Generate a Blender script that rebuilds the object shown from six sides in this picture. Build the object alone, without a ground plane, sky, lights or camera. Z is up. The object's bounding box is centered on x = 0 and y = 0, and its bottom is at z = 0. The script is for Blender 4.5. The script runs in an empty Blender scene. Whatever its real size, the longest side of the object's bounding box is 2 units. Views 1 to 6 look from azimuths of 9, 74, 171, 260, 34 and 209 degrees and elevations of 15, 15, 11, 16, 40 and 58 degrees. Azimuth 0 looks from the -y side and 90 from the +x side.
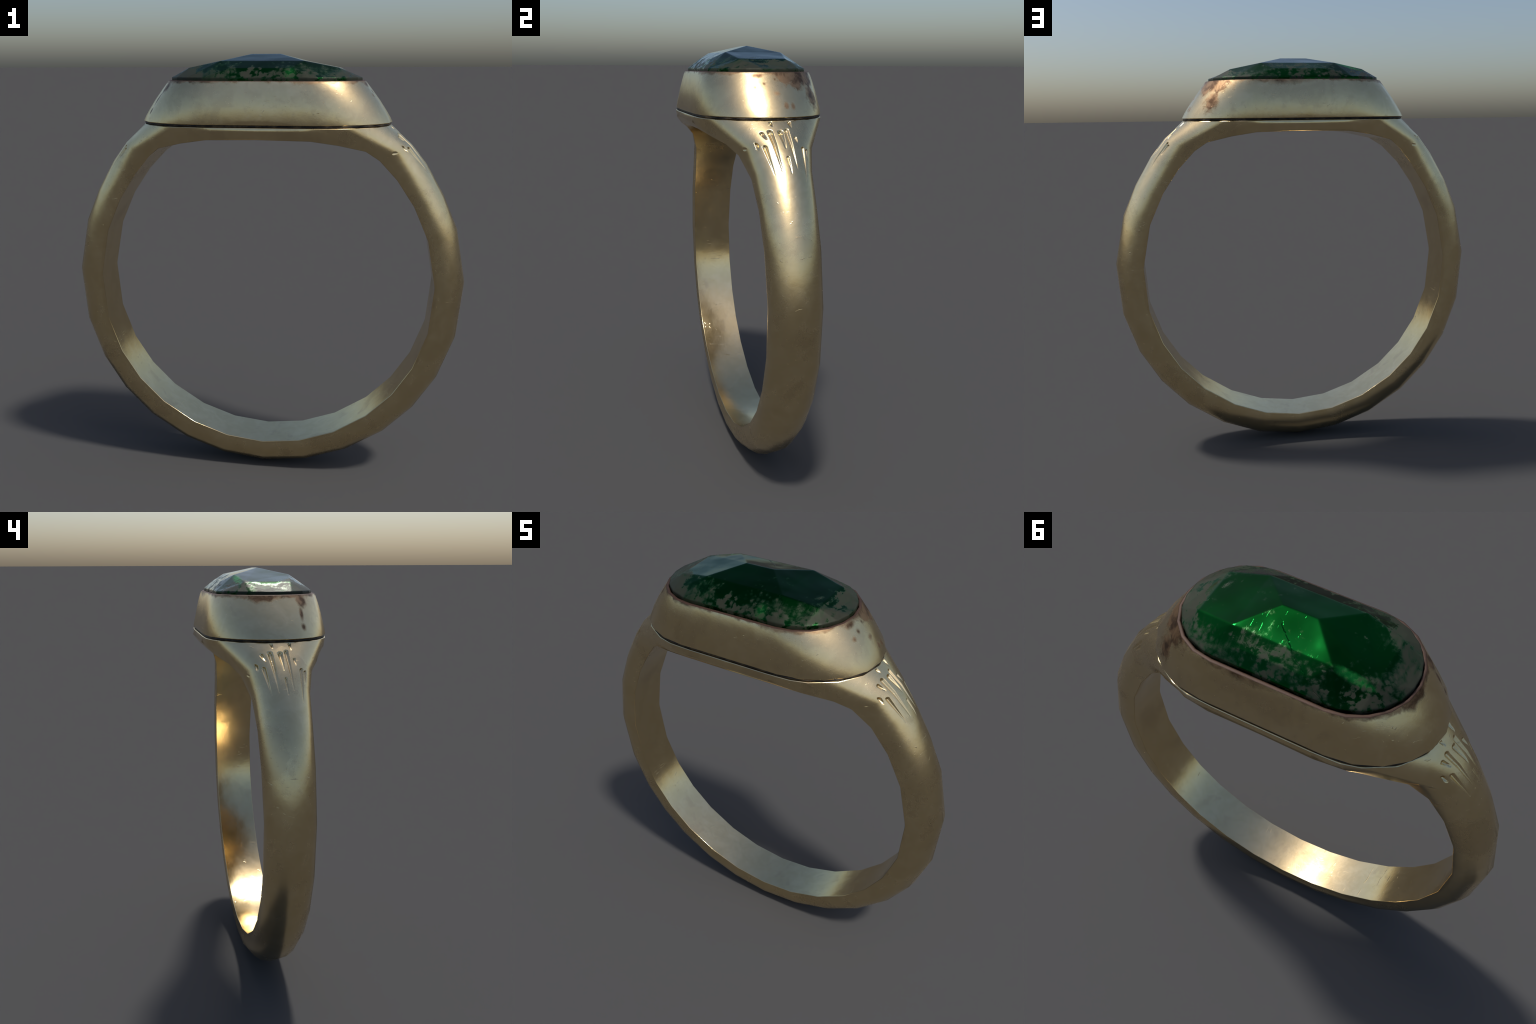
import bpy, math, random
import numpy as np
from mathutils import Vector, noise as mnoise

random.seed(7)

# ------------------------------------------------------------------ sizes
HOLE_Z = 0.9306            # height of the finger hole's centre
R_IN = 0.7865              # finger hole radius
GROOVE_Z = 1.702           # seam between the shoulders and the bezel
BASE_A, BASE_B, BASE_C = 0.567, 0.281, 0.240   # bezel foot: half length, half width, straight part


# ------------------------------------------------------------------ helpers
def stadium(a, b, c, phi):
    """point on the +x end of a stadium: half length a, half width b, straight side up to x = c"""
    t = math.radians(phi)
    return c + (a - c) * math.cos(t), b * math.sin(t)


def stadium_ring(a, b, c, z, arc_steps=9, side_steps=4):
    """closed outline, counter-clockwise from the +x tip's -y corner"""
    pts = []
    for sgn in (1, -1):
        for i in range(arc_steps + 1):
            x, y = stadium(a, b, c, -90 + 180 * i / arc_steps)
            pts.append((sgn * x, sgn * y, z))
        for i in range(1, side_steps):
            f = 1 - 2 * i / side_steps
            pts.append((sgn * c * f, sgn * b, z))
    return pts


def smoothstep(x):
    x = np.clip(x, 0.0, 1.0)
    return x * x * (3 - 2 * x)


class Cage:
    """coarse quads that are cut into fine ones while the smooth normals of the coarse cage stay;
    quads of different groups meet in a sharp edge"""

    def __init__(self):
        self.v, self.q = [], []

    def add(self, p):
        self.v.append(np.array(p, float))
        return len(self.v) - 1

    def quad(self, a, b, c, d, nu=2, nv=2, group=0):
        self.q.append((a, b, c, d, nu, nv, group))

    def normals(self):
        n = {}
        for a, b, c, d, _, _, g in self.q:
            m = np.cross(self.v[c] - self.v[a], self.v[d] - self.v[b])
            for i in (a, b, c, d):
                n[i, g] = n.get((i, g), 0) + m
        return {k: x / max(np.linalg.norm(x), 1e-9) for k, x in n.items()}

    def build(self, name, relief=None, lean=None):
        nrm = self.normals()
        P, N, G, F, base = [], [], [], [], 0
        for a, b, c, d, nu, nv, g in self.q:
            u, v = [x.ravel()[:, None] for x in np.meshgrid(np.arange(nu + 1) / nu, np.arange(nv + 1) / nv, indexing="ij")]
            w = ((1 - u) * (1 - v), u * (1 - v), u * v, (1 - u) * v)
            P.append(sum(w[k] * self.v[i] for k, i in enumerate((a, b, c, d))))
            N.append(sum(w[k] * nrm[i, g] for k, i in enumerate((a, b, c, d))))
            G.append(np.full(len(u), g))
            idx = np.arange((nu + 1) * (nv + 1)).reshape(nu + 1, nv + 1) + base
            F.append(np.stack([idx[:-1, :-1], idx[1:, :-1], idx[1:, 1:], idx[:-1, 1:]], -1).reshape(-1, 4))
            base += (nu + 1) * (nv + 1)
        P, N, G, F = np.concatenate(P), np.concatenate(N), np.concatenate(G), np.concatenate(F)
        key = np.round(np.c_[P, G] * 1e5).astype(np.int64)
        _, first, inv = np.unique(key, axis=0, return_index=True, return_inverse=True)
        inv = inv.ravel()
        P, N = P[first], N[first]
        N /= np.linalg.norm(N, axis=1, keepdims=True)
        if lean is not None:
            # tip the smooth normals up or down by an angle that depends on height (long sides only): a fuller wall
            up = np.arcsin(np.clip(N[:, 2], -1, 1))
            flat = N[:, :2] / np.maximum(np.linalg.norm(N[:, :2], axis=1, keepdims=True), 1e-9)
            up = up + np.radians(np.interp(P[:, 2], *lean)) * (G == G.max())[first] * flat[:, 1] ** 2
            N = np.c_[flat * np.cos(up)[:, None], np.sin(up)]
        if relief is not None:
            e = 0.0008
            t1 = np.cross(N, (0.31, 0.87, 0.2))
            t1 /= np.linalg.norm(t1, axis=1, keepdims=True)
            t2 = np.cross(N, t1)
            g1 = (relief(P + e * t1) - relief(P - e * t1)) / (2 * e)
            g2 = (relief(P + e * t2) - relief(P - e * t2)) / (2 * e)
            P = P + N * relief(P)[:, None]
            N = N - g1[:, None] * t1 - g2[:, None] * t2
            N /= np.linalg.norm(N, axis=1, keepdims=True)
        faces = []
        for f in inv[F].tolist():
            f = [x for k, x in enumerate(f) if x not in f[:k]]
            if len(f) > 2:
                faces.append(f)
        me = bpy.data.meshes.new(name)
        me.from_pydata(P.tolist(), [], faces)
        me.update()
        me.polygons.foreach_set("use_smooth", [True] * len(me.polygons))
        me.normals_split_custom_set_from_vertices(N.tolist())
        ob = bpy.data.objects.new(name, me)
        bpy.context.scene.collection.objects.link(ob)
        return ob


# ------------------------------------------------------------------ engraved dashes on the shoulders
OUT_Z = [1.232, 1.383, 1.525, 1.612, 1.702]       # outer line of the shoulder in side view
OUT_X = [0.876, 0.810, 0.727, 0.658, 0.567]
_arc = [0.0]
for i in range(1, len(OUT_Z)):
    _arc.append(_arc[-1] + math.hypot(OUT_Z[i] - OUT_Z[i - 1], OUT_X[i] - OUT_X[i - 1]))

# one dash: (height, side) of its upper end, of its lower end, and its half width at both ends
DASHES = [
    (1.688, -0.031, 1.676, -0.028, .006, .004), (1.689, 0.049, 1.668, 0.051, .007, .004),
    (1.648, -0.077, 1.630, -0.066, .008, .006), (1.654, -0.043, 1.512, -0.028, .0105, .0035),
    (1.653, -0.001, 1.596, 0.003, .0105, .004), (1.659, 0.027, 1.520, 0.035, .0095, .003),
    (1.631, 0.057, 1.612, 0.059, .006, .004), (1.605, -0.107, 1.589, -0.103, .009, .006),
    (1.598, -0.077, 1.498, -0.059, .0085, .002), (1.562, 0.005, 1.504, 0.008, .006, .003),
    (1.589, 0.082, 1.466, 0.072, .008, .002), (1.579, 0.099, 1.538, 0.094, .006, .003),
]
DASH_T = [(np.interp(z0, OUT_Z, _arc), y0, np.interp(z1, OUT_Z, _arc), y1, r0, r1)
          for z0, y0, z1, y1, r0, r1 in DASHES]
# small dents and nicks left by wear: centre, long axis, half width, depth
NICKS = [((-0.556, -0.165, 1.640), (0.02, 0.0, -0.035), .004, .003),
         ((-0.572, -0.160, 1.622), (0.012, 0.0, -0.018), .005, .004),
         ((-0.520, -0.190, 1.655), (0.010, 0.004, -0.012), .003, .003),
         ((0.583, -0.147, 1.585), (0.02, -0.01, 0.003), .008, .0022),
         ((-0.60, 0.147, 1.565), (0.016, 0.0, 0.002), .008, .0022)]


def shoulder_relief(P):
    """depth of the engraving and of the wear marks at the points P"""
    h = np.zeros(len(P))
    s = np.sign(P[:, 0])
    t, y = np.interp(P[:, 2], OUT_Z, _arc), P[:, 1] * s
    outer = (P[:, 2] > 1.44) & (np.abs(P[:, 0]) > np.interp(P[:, 2], OUT_Z, OUT_X) - 0.05)
    for t0, y0, t1, y1, r0, r1 in DASH_T:
        dt, dy = t1 - t0, y1 - y0
        k = np.clip(((t - t0) * dt + (y - y0) * dy) / (dt * dt + dy * dy), 0, 1)
        r = 1.12 * (r0 + (r1 - r0) * k)
        d = np.hypot(t - t0 - k * dt, y - y0 - k * dy) / r
        h = np.where(outer, np.minimum(h, -0.85 * r * (1 - 0.75 * k ** 2) * smoothstep((1.2 - d) / 1.1)), h)
    for c, ax, w, dep in NICKS:
        c, ax = np.array(c), np.array(ax)
        k = np.clip((P - c) @ ax / np.dot(ax, ax), -0.5, 0.5)
        d = np.linalg.norm((P - c - k[:, None] * ax) * (1, 0.35, 1), axis=1) / w
        h = h - dep * smoothstep(1 - d)
    return h


# ------------------------------------------------------------------ band with its flared shoulders
def make_band():
    cage = Cage()
    # sections of one side from the bottom up:
    # inner x, z | outer x, z | half widths: inner edge, flank, upper flank, crown 1, crown 2
    def ring_section(deg, r_out, w):
        t = math.radians(deg)
        return ((R_IN * math.sin(t), HOLE_Z - R_IN * math.cos(t)),
                (r_out * math.sin(t), HOLE_Z - r_out * math.cos(t)), w)
    shank = (0.105, 0.110, 0.103, 0.077, 0.043)
    half = [ring_section(d, r, shank) for d, r in
            ((0, .9306), (13.1, .9306), (26, .930), (39.4, .930), (51.5, .929),
             (63.5, .928), (77, .927))]
    half += [ring_section(93.3, .9265, (0.105, 0.111, 0.104, 0.077, 0.043)),
             ((.744, 1.192), (.876, 1.231), (0.108, 0.114, 0.106, 0.078, 0.043)),
             ((.675, 1.345), (.809, 1.382), (0.111, 0.117, 0.109, 0.081, 0.045)),
             ((.595, 1.464), (.726, 1.523), (0.121, 0.125, 0.115, 0.086, 0.047)),
             ((.516, 1.551), (.656, 1.611), (0.153, 0.151, 0.138, 0.105, 0.058))]
    depth = (0.0, 0.018, 0.27, 0.55, 0.78, 0.935, 1.0)

    def section(side, sec):
        (xi, zi), (xo, zo), w = sec
        ws = (w[0] - 0.002,) + tuple(w) + (0.0,)
        pts = []
        for f, y in zip(depth, ws):
            pts.append((side * (xi + (xo - xi) * f), y, zi + (zo - zi) * f))
        loop = pts + [(x, -y, z) for x, y, z in reversed(pts[:-1])]
        return loop                                           # 13 points, +y inner ... -y inner

    def end_section(side):
        """last section: inner edge below, bezel foot outline above"""
        pts = [(.456, .193, 1.594), (.457, .197, 1.597), (.453, .205, 1.642)]
        for phi in (66, 44, 22, 0):
            x, y = stadium(BASE_A, BASE_B, BASE_C, phi)
            pts.append((x - .001, y, GROOVE_Z - 0.0095))
        pts = [(side * x, y, z) for x, y, z in pts]
        return pts + [(x, -y, z) for x, y, z in reversed(pts[:-1])]

    loops = []
    for s in reversed(half[1:]):
        loops.append(section(-1, s))
    for s in half:
        loops.append(section(1, s))
    loops = [end_section(-1)] + loops + [end_section(1)]
    ids = [[cage.add(p) for p in L] for L in loops]
    n = len(loops)
    for i in range(n - 1):
        z = max(loops[i][6][2], loops[i + 1][6][2])
        shoulder = z > 1.45
        for k in range(13):
            k2 = (k + 1) % 13
            if k == 12:
                res = (4, 6)
            elif shoulder and 2 <= k <= 9:
                res = (56, 32)
            elif shoulder:
                res = (16, 8)
            else:
                res = (4, 4)
            cage.quad(ids[i + 1][k], ids[i + 1][k2], ids[i][k2], ids[i][k], res[1], res[0])
    # collar: closes the ring under the bezel, both flanks and the flat ceiling of the hole
    mids = []
    for x_in, w, z_in, x_top in ((.340, .240, 1.622, .300), (.225, .265, 1.640, .190), (0, .271, 1.644, 0),
                                 (-.225, .265, 1.640, -.190), (-.340, .240, 1.622, -.300)):
        over = max(0.0, abs(x_top) - BASE_C) / (BASE_A - BASE_C)
        yt = BASE_B * math.sqrt(1 - over * over)
        pts = [(x_in, w - 0.002, z_in), (x_in, w + 0.003, z_in + 0.003),
               ((x_in + x_top) / 2, yt + 0.0075 - 0.16 * max(0, abs(x_in) - .225), z_in + 0.029),
               (x_top, yt, GROOVE_Z - 0.0095)]
        mids.append([cage.add(p) for p in pts] + [cage.add((x, -y, z)) for x, y, z in reversed(pts)])
    right, left = ids[-1], ids[0]
    pick = [0, 1, 2, 3, 9, 10, 11, 12]
    rows = [[right[k] for k in pick]] + mids + [[left[k] for k in pick]]
    for r0, r1 in zip(rows, rows[1:]):
        for k in (0, 1, 2, 4, 5, 6):
            cage.quad(r1[k], r1[k + 1], r0[k + 1], r0[k], 6, 6)
        cage.quad(r1[7], r1[0], r0[0], r0[7], 6, 6)
    # groove wall: the foot outline folds inwards below the bezel
    edge = [right[k] for k in range(3, 10)] + [m[4] for m in mids] + \
           [left[k] for k in range(9, 2, -1)] + [m[3] for m in reversed(mids)]
    lip, inner = [], []
    for e in edge:
        p = cage.v[e]
        cx = max(-BASE_C, min(BASE_C, p[0]))
        d = np.array([p[0] - cx, p[1], 0]); d /= np.linalg.norm(d)
        lip.append(cage.add((p[0] - d[0] * .002, p[1] - d[1] * .002, GROOVE_Z - 0.0075)))
        inner.append(cage.add((p[0] - d[0] * .016, p[1] - d[1] * .016, GROOVE_Z - 0.0045)))
    m = len(edge)
    for i in range(m):
        j = (i + 1) % m
        cage.quad(edge[j], edge[i], lip[i], lip[j], 4, 2, 1)
        cage.quad(lip[j], lip[i], inner[i], inner[j], 4, 2, 2)
    return cage.build("band", shoulder_relief)


# ------------------------------------------------------------------ bezel
def loft(name, levels, arc_steps, side_steps, sharp=(), sub=3, lean=None):
    cage = Cage()
    rows = [[cage.add(p) for p in stadium_ring(a, b, c, z, arc_steps, side_steps)] for a, b, c, z in levels]
    m = len(rows[0])
    group = 0
    for k, (r0, r1) in enumerate(zip(rows, rows[1:])):
        group += k in sharp
        for i in range(m):
            j = (i + 1) % m
            cage.quad(r0[i], r0[j], r1[j], r1[i], sub, sub, group)
    return cage.build(name, lean=lean)


def make_bezel():
    return loft("bezel", [(.552, .2665, .240, 1.7045), (.5640, .2787, .240, 1.7058), (.5658, .2806, .240, 1.7085),
                          (.555, .2768, .240, 1.730), (.538, .2705, .238, 1.757), (.509, .2620, .233, 1.800),
                          (.477, .2525, .224, 1.842), (.4525, .2445, .214, 1.873), (.4448, .2402, .210, 1.8845)],
                10, 4, sharp=(1, 2), lean=((1.71, 1.757, 1.80, 1.885), (-12.0, -8.0, -2.5, 4.0)))


def make_groove_shadow():
    """dark strip modelling the shadow line in the seam between bezel and shoulders"""
    return loft("groove_shadow_strip", [(.556, .2715, .240, 1.6950), (.5608, .2762, .240, 1.6975), (.5615, .2770, .240, 1.7005),
                                (.5608, .2762, .240, 1.7035), (.556, .2715, .240, 1.7065)], 16, 6)


def make_lip():
    return loft("bezel_lip", [(.4446, .2400, .210, 1.8842), (.4425, .237, .210, 1.8862), (.4365, .230, .209, 1.8868),
                              (.4335, .226, .208, 1.885), (.432, .2245, .208, 1.878),
                              (.432, .2245, .208, 1.74), (.36, .16, .2, 1.735), (.30, .10, .2, 1.735), (.21, .006, .2, 1.735)], 10, 4)


# ------------------------------------------------------------------ gemstone
def make_gem():
    verts, faces = [], []

    def V(x, y, z):
        verts.append((x, y, z)); return len(verts) - 1

    A, B = .4305, .2230
    Z0, Z1 = 1.880, 1.8995
    ridge = [V(.065, 0, 2.0), V(-.065, 0, 2.0)]
    crown = {}
    for sx in (1, -1):
        for sy in (1, -1):
            crown[sx, sy, 0] = V(sx * .183, sy * .128, 1.969)
            crown[sx, sy, 1] = V(sx * .329, sy * .103, 1.9405)
            crown[sx, sy, 2] = V(sx * .130, sy * .1865, 1.9385)
    # table: two roof faces and two end faces
    for sy in (1, -1):
        f = [crown[-1, sy, 0], crown[1, sy, 0], ridge[0], ridge[1]]
        faces.append(f if sy < 0 else f[::-1])
    for sx in (1, -1):
        f = [ridge[0 if sx > 0 else 1], crown[sx, -1, 0], crown[sx, -1, 1], crown[sx, 1, 1], crown[sx, 1, 0]]
        faces.append(f if sx > 0 else f[::-1])
    # girdle outline: corners where facets meet, with arc points between
    phis = [-90, -80, -60, -42, -24, -8, 8, 24, 42, 60, 80, 90]
    outline = [(A - B + B * math.cos(math.radians(p)), B * math.sin(math.radians(p))) for p in phis]
    outline += [(-x, -y) for x, y in outline]
    up = [V(x, y, Z1) for x, y in outline]
    lo = [V(x, y, Z0) for x, y in outline]
    n = len(up)
    for i in range(n):
        j = (i + 1) % n
        faces.append([lo[i], lo[j], up[j], up[i]])
    for half, sx in ((0, 1), (12, -1)):
        g = [up[half + i] for i in range(12)]
        c = [crown[sx, -sx, 0], crown[sx, -sx, 1], crown[sx, sx, 1], crown[sx, sx, 0]]
        m2 = crown[sx, -sx, 2]
        faces.append([g[0], g[1], m2])
        faces.append([m2, g[1], c[0]])
        faces.append([g[1], g[2], c[1], c[0]])
        faces.append([g[2], g[3], c[1]])
        faces.append([g[3], g[4], c[1]])
        faces.append([g[4], g[5], g[6], g[7], c[2], c[1]])
        faces.append([g[7], g[8], c[2]])
        faces.append([g[8], g[9], c[2]])
        faces.append([g[9], g[10], c[3], c[2]])
        nxt, o = up[(half + 12) % n], crown[-sx, sx, 0]
        m0, m1 = crown[sx, sx, 2], crown[-sx, sx, 2]
        faces.append([g[10], g[11], m0])
        faces.append([g[10], m0, c[3]])
        faces.append([g[11], nxt, m1, m0])
        faces.append([m0, m1, o, c[3]])
    # pavilion below the girdle, hidden in the setting
    mid = [V(x * .72, y * .62, 1.80) for x, y in outline]
    for i in range(n):
        j = (i + 1) % n
        faces.append([mid[i], mid[j], lo[j], lo[i]])
    k0, k1 = V(.17, 0, 1.755), V(-.17, 0, 1.755)
    for i in range(n):
        j = (i + 1) % n
        a = k0 if outline[i][0] > 0 else k1
        b = k0 if outline[j][0] > 0 else k1
        faces.append([a, mid[j], mid[i]] if a == b else [a, b, mid[j], mid[i]])
    me = bpy.data.meshes.new("gemstone")
    me.from_pydata(verts, [], faces)
    me.validate()
    me.update()
    ob = bpy.data.objects.new("gemstone", me)
    bpy.context.scene.collection.objects.link(ob)
    return ob


# ------------------------------------------------------------------ materials
class Nodes:
    def __init__(self, name):
        self.mat = bpy.data.materials.new(name)
        self.mat.use_nodes = True
        self.nt = self.mat.node_tree
        self.nt.nodes.clear()
        self.out = self.nt.nodes.new("ShaderNodeOutputMaterial")
        self.co = self.nt.nodes.new("ShaderNodeTexCoord").outputs["Object"]

    def new(self, kind, **kw):
        nd = self.nt.nodes.new(kind)
        for k, v in kw.items():
            setattr(nd, k, v)
        return nd

    def link(self, a, b):
        self.nt.links.new(a, b)

    def put(self, sock, val):
        if isinstance(val, bpy.types.NodeSocket):
            self.link(val, sock)
        else:
            sock.default_value = val

    def noise(self, scale, detail=4, rough=0.55, dist=0.0, stretch=None, shift=(0, 0, 0)):
        nd = self.new("ShaderNodeTexNoise")
        nd.inputs["Scale"].default_value = scale
        nd.inputs["Detail"].default_value = detail
        nd.inputs["Roughness"].default_value = rough
        nd.inputs["Distortion"].default_value = dist
        mp = self.new("ShaderNodeMapping")
        mp.inputs["Location"].default_value = shift
        if stretch:
            mp.inputs["Scale"].default_value = stretch
        self.link(self.co, mp.inputs["Vector"])
        self.link(mp.outputs[0], nd.inputs["Vector"])
        return nd.outputs["Fac"]

    def math(self, op, a, b=0.0, clamp=False):
        nd = self.new("ShaderNodeMath", operation=op, use_clamp=clamp)
        self.put(nd.inputs[0], a)
        self.put(nd.inputs[1], b)
        return nd.outputs[0]

    def ramp(self, fac, lo, hi):
        """0 below lo, 1 above hi, smooth between"""
        nd = self.new("ShaderNodeMapRange", interpolation_type="SMOOTHSTEP")
        self.put(nd.inputs["Value"], fac)
        nd.inputs["From Min"].default_value = lo
        nd.inputs["From Max"].default_value = hi
        return nd.outputs["Result"]

    def mix(self, fac, a, b):
        nd = self.new("ShaderNodeMix", data_type="RGBA")
        self.put(nd.inputs["Factor"], fac)
        self.put(nd.inputs["A"] if False else nd.inputs[6], a)
        self.put(nd.inputs[7], b)
        return nd.outputs[2]

    def mixf(self, fac, a, b):
        nd = self.new("ShaderNodeMix", data_type="FLOAT")
        self.put(nd.inputs[0], fac)
        self.put(nd.inputs[2], a)
        self.put(nd.inputs[3], b)
        return nd.outputs[0]

    def ball(self, centre, radii):
        """soft distance to an ellipsoid's centre: 0 at the centre, 1 at its surface"""
        sub = self.new("ShaderNodeVectorMath", operation="SUBTRACT")
        self.link(self.co, sub.inputs[0]); sub.inputs[1].default_value = centre
        div = self.new("ShaderNodeVectorMath", operation="DIVIDE")
        self.link(sub.outputs[0], div.inputs[0]); div.inputs[1].default_value = radii
        ln = self.new("ShaderNodeVectorMath", operation="LENGTH")
        self.link(div.outputs[0], ln.inputs[0])
        return ln.outputs["Value"]

    def bump(self, height, strength, distance, normal=None):
        nd = self.new("ShaderNodeBump")
        nd.inputs["Strength"].default_value = strength
        nd.inputs["Distance"].default_value = distance
        self.put(nd.inputs["Height"], height)
        if normal is not None:
            self.link(normal, nd.inputs["Normal"])
        return nd.outputs[0]


def rgb(r, g, b):
    return (r, g, b, 1.0)


def metal_material(name, tarnish_balls, dull=0.0):
    m = Nodes(name)
    big = m.noise(3.1, 5, 0.6, 0.4)
    mid = m.noise(14, 6, 0.65, 0.6, shift=(3, 1, 2))
    fine = m.noise(70, 5, 0.7)
    dust = m.noise(240, 3, 0.7)
    col = m.mix(m.ramp(mid, 0.35, 0.7), rgb(0.76, 0.60, 0.33), rgb(0.82, 0.66, 0.385))
    col = m.mix(m.math("MULTIPLY", m.ramp(m.math("ADD", big, m.math("MULTIPLY", m.math("SUBTRACT", mid, 0.5), 0.5)), 0.50, 0.62), 0.55), col, rgb(0.60, 0.46, 0.26))
    # small brown specks in the worn surface
    speck = m.math("MULTIPLY", m.ramp(fine, 0.62, 0.72), m.ramp(big, 0.45, 0.62))
    col = m.mix(m.math("MULTIPLY", speck, 0.55), col, rgb(0.46, 0.34, 0.22))
    rough = m.math("ADD", m.math("MULTIPLY", mid, 0.14), m.math("MULTIPLY", big, 0.14))
    rough = m.math("ADD", rough, 0.10 + dull)
    rough = m.math("ADD", rough, m.math("MULTIPLY", speck, 0.10))
    # the inside of the hoop is polished by wear
    sep = m.new("ShaderNodeSeparateXYZ")
    m.link(m.co, sep.inputs[0])
    rad = m.math("SQRT", m.math("ADD", m.math("POWER", sep.outputs[0], 2.0),
                                m.math("POWER", m.math("SUBTRACT", sep.outputs[2], HOLE_Z), 2.0)))
    inside = m.math("SUBTRACT", 1.0, m.ramp(rad, R_IN + 0.003, R_IN + 0.012))
    rough = m.math("SUBTRACT", rough, m.math("MULTIPLY", inside, 0.08))
    tarn = None
    if tarnish_balls:
        wob = m.math("SUBTRACT", m.noise(11, 5, 0.62, 0.6, shift=(5, 2, 7)), 0.5)
        wob2 = m.math("SUBTRACT", m.noise(36, 4, 0.6, 0.4, shift=(1, 8, 3)), 0.5)
        wob = m.math("ADD", m.math("MULTIPLY", wob, 2.0), m.math("MULTIPLY", wob2, 1.0))
    for centre, radii, amp, edge in tarnish_balls:
        d = m.math("ADD", m.ball(centre, radii), m.math("MULTIPLY", wob, amp))
        k = m.ramp(d, 1.0, 1.0 - edge)
        tarn = k if tarn is None else m.math("MAXIMUM", tarn, k)
    if tarn is not None:
        # rubbed-in brown along the rim, broken up
        edge = m.math("ADD", sep.outputs[2], m.math("MULTIPLY", wob, 0.024))
        edge = m.math("ADD", edge, m.math("MULTIPLY", m.math("ABSOLUTE", sep.outputs[0]), 0.022))
        tarn = m.math("MAXIMUM", tarn, m.math("MULTIPLY", m.ramp(edge, 1.878, 1.892), 0.9))
        brown = m.mix(m.ramp(m.noise(16, 4, 0.6, 0.4, shift=(2, 2, 9)), 0.40, 0.62), rgb(0.13, 0.075, 0.042), rgb(0.40, 0.25, 0.135))
        col = m.mix(tarn, col, brown)
        rough = m.mixf(tarn, rough, 0.42)
    b = m.new("ShaderNodeBsdfPrincipled")
    m.put(b.inputs["Base Color"], col)
    b.inputs["Metallic"].default_value = 1.0
    m.put(b.inputs["Roughness"], rough)
    # shallow scratches, pitting and soft hammer unevenness
    scr = m.noise(36, 2, 0.5, 2.0, stretch=(1.0, 0.25, 1.4))
    n = m.bump(m.noise(5.5, 2, 0.5), 0.10, 0.02)
    n = m.bump(m.ramp(scr, 0.68, 0.76), 0.22, 0.002, n)
    hair = m.noise(1.0, 3, 0.6, 1.2, stretch=(30, 170, 40), shift=(2, 5, 1))
    n = m.bump(m.ramp(hair, 0.70, 0.76), 0.15, 0.0015, n)
    n = m.bump(fine, 0.05, 0.004, n)
    n = m.bump(dust, 0.04, 0.0015, n)
    m.link(n, b.inputs["Normal"])
    m.link(b.outputs[0], m.out.inputs["Surface"])
    return m.mat


def copper_material():
    m = Nodes("copper_lip")
    col = m.mix(m.noise(20, 4), rgb(0.034, 0.017, 0.010), rgb(0.085, 0.044, 0.027))
    b = m.new("ShaderNodeBsdfPrincipled")
    m.put(b.inputs["Base Color"], col)
    b.inputs["Metallic"].default_value = 0.35
    b.inputs["Roughness"].default_value = 0.6
    m.link(b.outputs[0], m.out.inputs["Surface"])
    return m.mat


def groove_shadow_material():
    m = Nodes("seam_shadow_dark")
    b = m.new("ShaderNodeBsdfPrincipled")
    m.put(b.inputs["Base Color"], m.mix(m.ramp(m.noise(26, 5, 0.65), 0.45, 0.65), rgb(0.014, 0.011, 0.009), rgb(0.075, 0.055, 0.032)))
    b.inputs["Metallic"].default_value = 0.3
    b.inputs["Roughness"].default_value = 0.55
    m.link(b.outputs[0], m.out.inputs["Surface"])
    return m.mat


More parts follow.
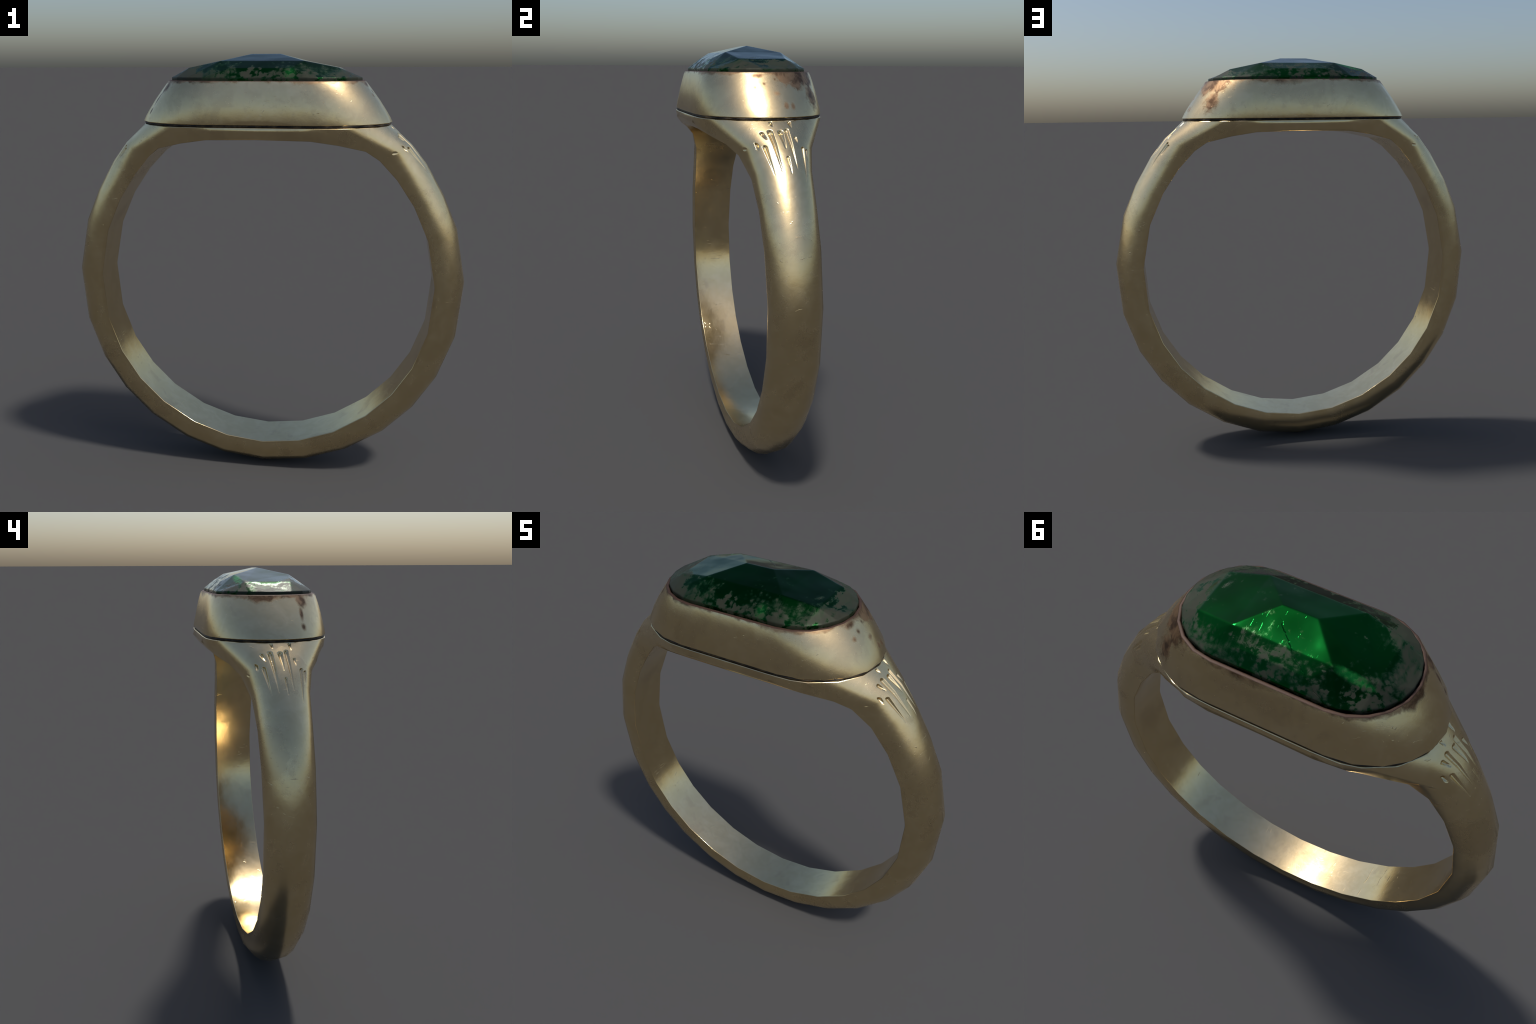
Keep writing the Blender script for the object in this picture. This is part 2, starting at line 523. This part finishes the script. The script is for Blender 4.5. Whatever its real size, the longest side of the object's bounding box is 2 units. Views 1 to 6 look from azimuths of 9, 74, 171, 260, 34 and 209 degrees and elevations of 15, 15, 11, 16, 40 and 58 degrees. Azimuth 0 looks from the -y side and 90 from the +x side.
def gem_material():
    """deep green stone whose mirror-like facets reflect in green, dulled by blotchy grime"""
    m = Nodes("green_gem")
    sep = m.new("ShaderNodeSeparateXYZ")
    m.link(m.co, sep.inputs[0])
    # 0 on the stone's long axis, 1 at the girdle
    dx = m.math("MAXIMUM", m.math("MULTIPLY", m.math("SUBTRACT", m.math("ABSOLUTE", sep.outputs[0]), 0.21), 1.05), 0.0)
    q = m.math("SQRT", m.math("ADD", m.math("POWER", dx, 2.0), m.math("POWER", m.math("MULTIPLY", sep.outputs[1], 0.82), 2.0)))
    q = m.math("DIVIDE", q, 0.222)
    # blotches, streaks running down the flanks, and round spots
    blot = m.noise(8.5, 7, 0.68, 0.6, shift=(2.3, 0.4, 1.1))
    cell = m.noise(46, 5, 0.65, 0.9, shift=(4, 4, 0))
    streak = m.noise(1.0, 4, 0.6, 0.15, stretch=(62, 5, 5), shift=(1.5, 0.3, 0.7))
    where = m.ramp(m.noise(3.3, 2, 0.5, shift=(6, 1, 0)), 0.46, 0.58)
    vor = m.new("ShaderNodeTexVoronoi")
    vor.inputs["Scale"].default_value = 52
    m.link(m.co, vor.inputs["Vector"])
    spot = m.math("SUBTRACT", 0.42, vor.outputs["Distance"])
    pat = m.mixf(where, m.math("ADD", m.math("MULTIPLY", cell, 0.6), m.math("MULTIPLY", spot, 0.55)),
                 m.math("ADD", m.math("MULTIPLY", streak, 0.95), -0.10))
    d = m.math("ADD", m.math("MULTIPLY", m.math("SUBTRACT", blot, 0.5), 2.7),
               m.math("MULTIPLY", m.math("SUBTRACT", pat, 0.37), 1.5))
    d = m.math("ADD", d, m.math("MULTIPLY", m.math("SUBTRACT", m.ramp(q, 0.15, 1.0), 0.68), 0.95))
    d = m.math("ADD", d, m.math("MULTIPLY", m.math("SUBTRACT", m.noise(17, 5, 0.65, 0.7, shift=(7, 5, 2)), 0.5), 1.9))
    soft = m.ramp(m.noise(5, 3, 0.5, shift=(9, 3, 1)), 0.4, 0.6)
    mask = m.math("MULTIPLY", m.mixf(soft, m.ramp(d, -0.14, 0.20), m.ramp(d, -0.45, 0.55)), 0.82)
    b = m.new("ShaderNodeBsdfPrincipled")
    green = m.mix(m.ramp(m.noise(4, 3, 0.5), 0.35, 0.65), rgb(0.0012, 0.036, 0.006), rgb(0.002, 0.055, 0.010))
    # two green glints painted in by lightening the stone's base colour
    glow = m.math("SUBTRACT", 1.0, m.ramp(m.math("ADD", m.ball((-.26, .125, 1.955), (.11, .022, .05)), m.math("MULTIPLY", m.math("SUBTRACT", cell, 0.5), 0.8)), 0.2, 1.0))
    glow2 = m.math("SUBTRACT", 1.0, m.ramp(m.math("ADD", m.ball((.13, -.195, 1.91), (.035, .05, .05)), m.math("MULTIPLY", m.math("SUBTRACT", cell, 0.5), 0.8)), 0.2, 1.0))
    glow = m.math("MAXIMUM", glow, m.math("MULTIPLY", glow2, 0.55))
    green = m.mix(glow, green, rgb(0.02, 0.30, 0.045))
    dirt = m.mix(cell, rgb(0.026, 0.021, 0.017), rgb(0.044, 0.039, 0.029))
    m.put(b.inputs["Base Color"], m.mix(mask, green, dirt))
    m.put(b.inputs["Metallic"], m.mixf(mask, 1.0, 0.0))
    m.put(b.inputs["Roughness"], m.mixf(mask, 0.085, 0.6))
    m.put(b.inputs["Specular IOR Level"], m.mixf(mask, 0.5, 0.15))
    # worn facet edges, a faint unevenness and one crack across the table
    bev = m.new("ShaderNodeBevel")
    bev.samples = 8
    bev.inputs["Radius"].default_value = 0.012
    n = m.bump(m.noise(3.2, 2, 0.5, 0.2, shift=(0.2, 0.9, 0)), 0.5, 0.032, bev.outputs[0])
    n = m.bump(m.ramp(m.noise(1.0, 3, 0.6, 0.3, stretch=(150, 9, 9), shift=(4, 0, 2)), 0.68, 0.75), 0.12, 0.002, n)
    cx = m.math("ADD", sep.outputs[0], m.math("MULTIPLY", m.math("POWER", sep.outputs[1], 2.0), 5.0))
    cx = m.math("ADD", cx, m.math("MULTIPLY", m.math("SUBTRACT", m.noise(18, 3, 0.6), 0.5), 0.05))
    crack = m.math("SUBTRACT", 1.0, m.ramp(m.math("ABSOLUTE", m.math("SUBTRACT", cx, 0.05)), 0.0, 0.004))
    crack = m.math("MULTIPLY", crack, m.ramp(sep.outputs[1], 0.04, 0.09))
    n = m.bump(crack, 0.35, -0.003, n)
    n = m.bump(mask, 0.10, 0.002, n)
    m.link(n, b.inputs["Normal"])
    m.link(b.outputs[0], m.out.inputs["Surface"])
    return m.mat


# ------------------------------------------------------------------ assemble
ring = bpy.data.objects.new("signet_ring", None)
bpy.context.scene.collection.objects.link(ring)
ring["label"] = "worn brass ring with long oval faceted green gemstone"
ring["category"] = "ring"

band = make_band()
band.data.materials.append(metal_material("worn_brass", [], 0.02))
bezel = make_bezel()
bezel.data.materials.append(metal_material("worn_brass_bezel", [
    ((.43, .13, 1.885), (.16, .165, .080), 0.75, 0.35), ((.440, .195, 1.80), (.06, .05, .085), 0.9, 0.5),
    ((.479, -.074, 1.826), (.017, .017, .017), 0.6, 0.9), ((.448, -.055, 1.874), (.04, .05, .018), 0.7, 0.8),
    ((.478, -.032, 1.842), (.020, .014, .018), 0.6, 0.8), ((.507, .014, 1.803), (.024, .024, .018), 0.7, 0.8),
    ((.533, .048, 1.755), (.024, .015, .024), 0.5, 0.7), ((.529, .078, 1.750), (.024, .013, .022), 0.5, 0.7),
    ((.10, .245, 1.888), (.20, .04, .034), 0.7, 0.9),
    ((-.44, .045, 1.886), (.06, .11, .036), 0.6, 0.5), ((-.425, -.13, 1.868), (.045, .034, .055), 0.5, 0.6),
    ((-.470, -.122, 1.812), (.035, .014, .060), 0.3, 0.8), ((-.505, -.127, 1.755), (.022, .017, .024), 0.4, 0.8),
    ((-.43, -.08, 1.885), (.04, .12, .014), 0.6, 0.6)]))
lip = make_lip()
lip.data.materials.append(copper_material())
gem = make_gem()
gem.data.materials.append(gem_material())
for part in (band, bezel, gem):
    part.parent = ring
lip.parent = bezel
dirt = make_groove_shadow()  # strip object coloured near black for the groove's occlusion
dirt.data.materials.append(groove_shadow_material())
dirt.parent = bezel
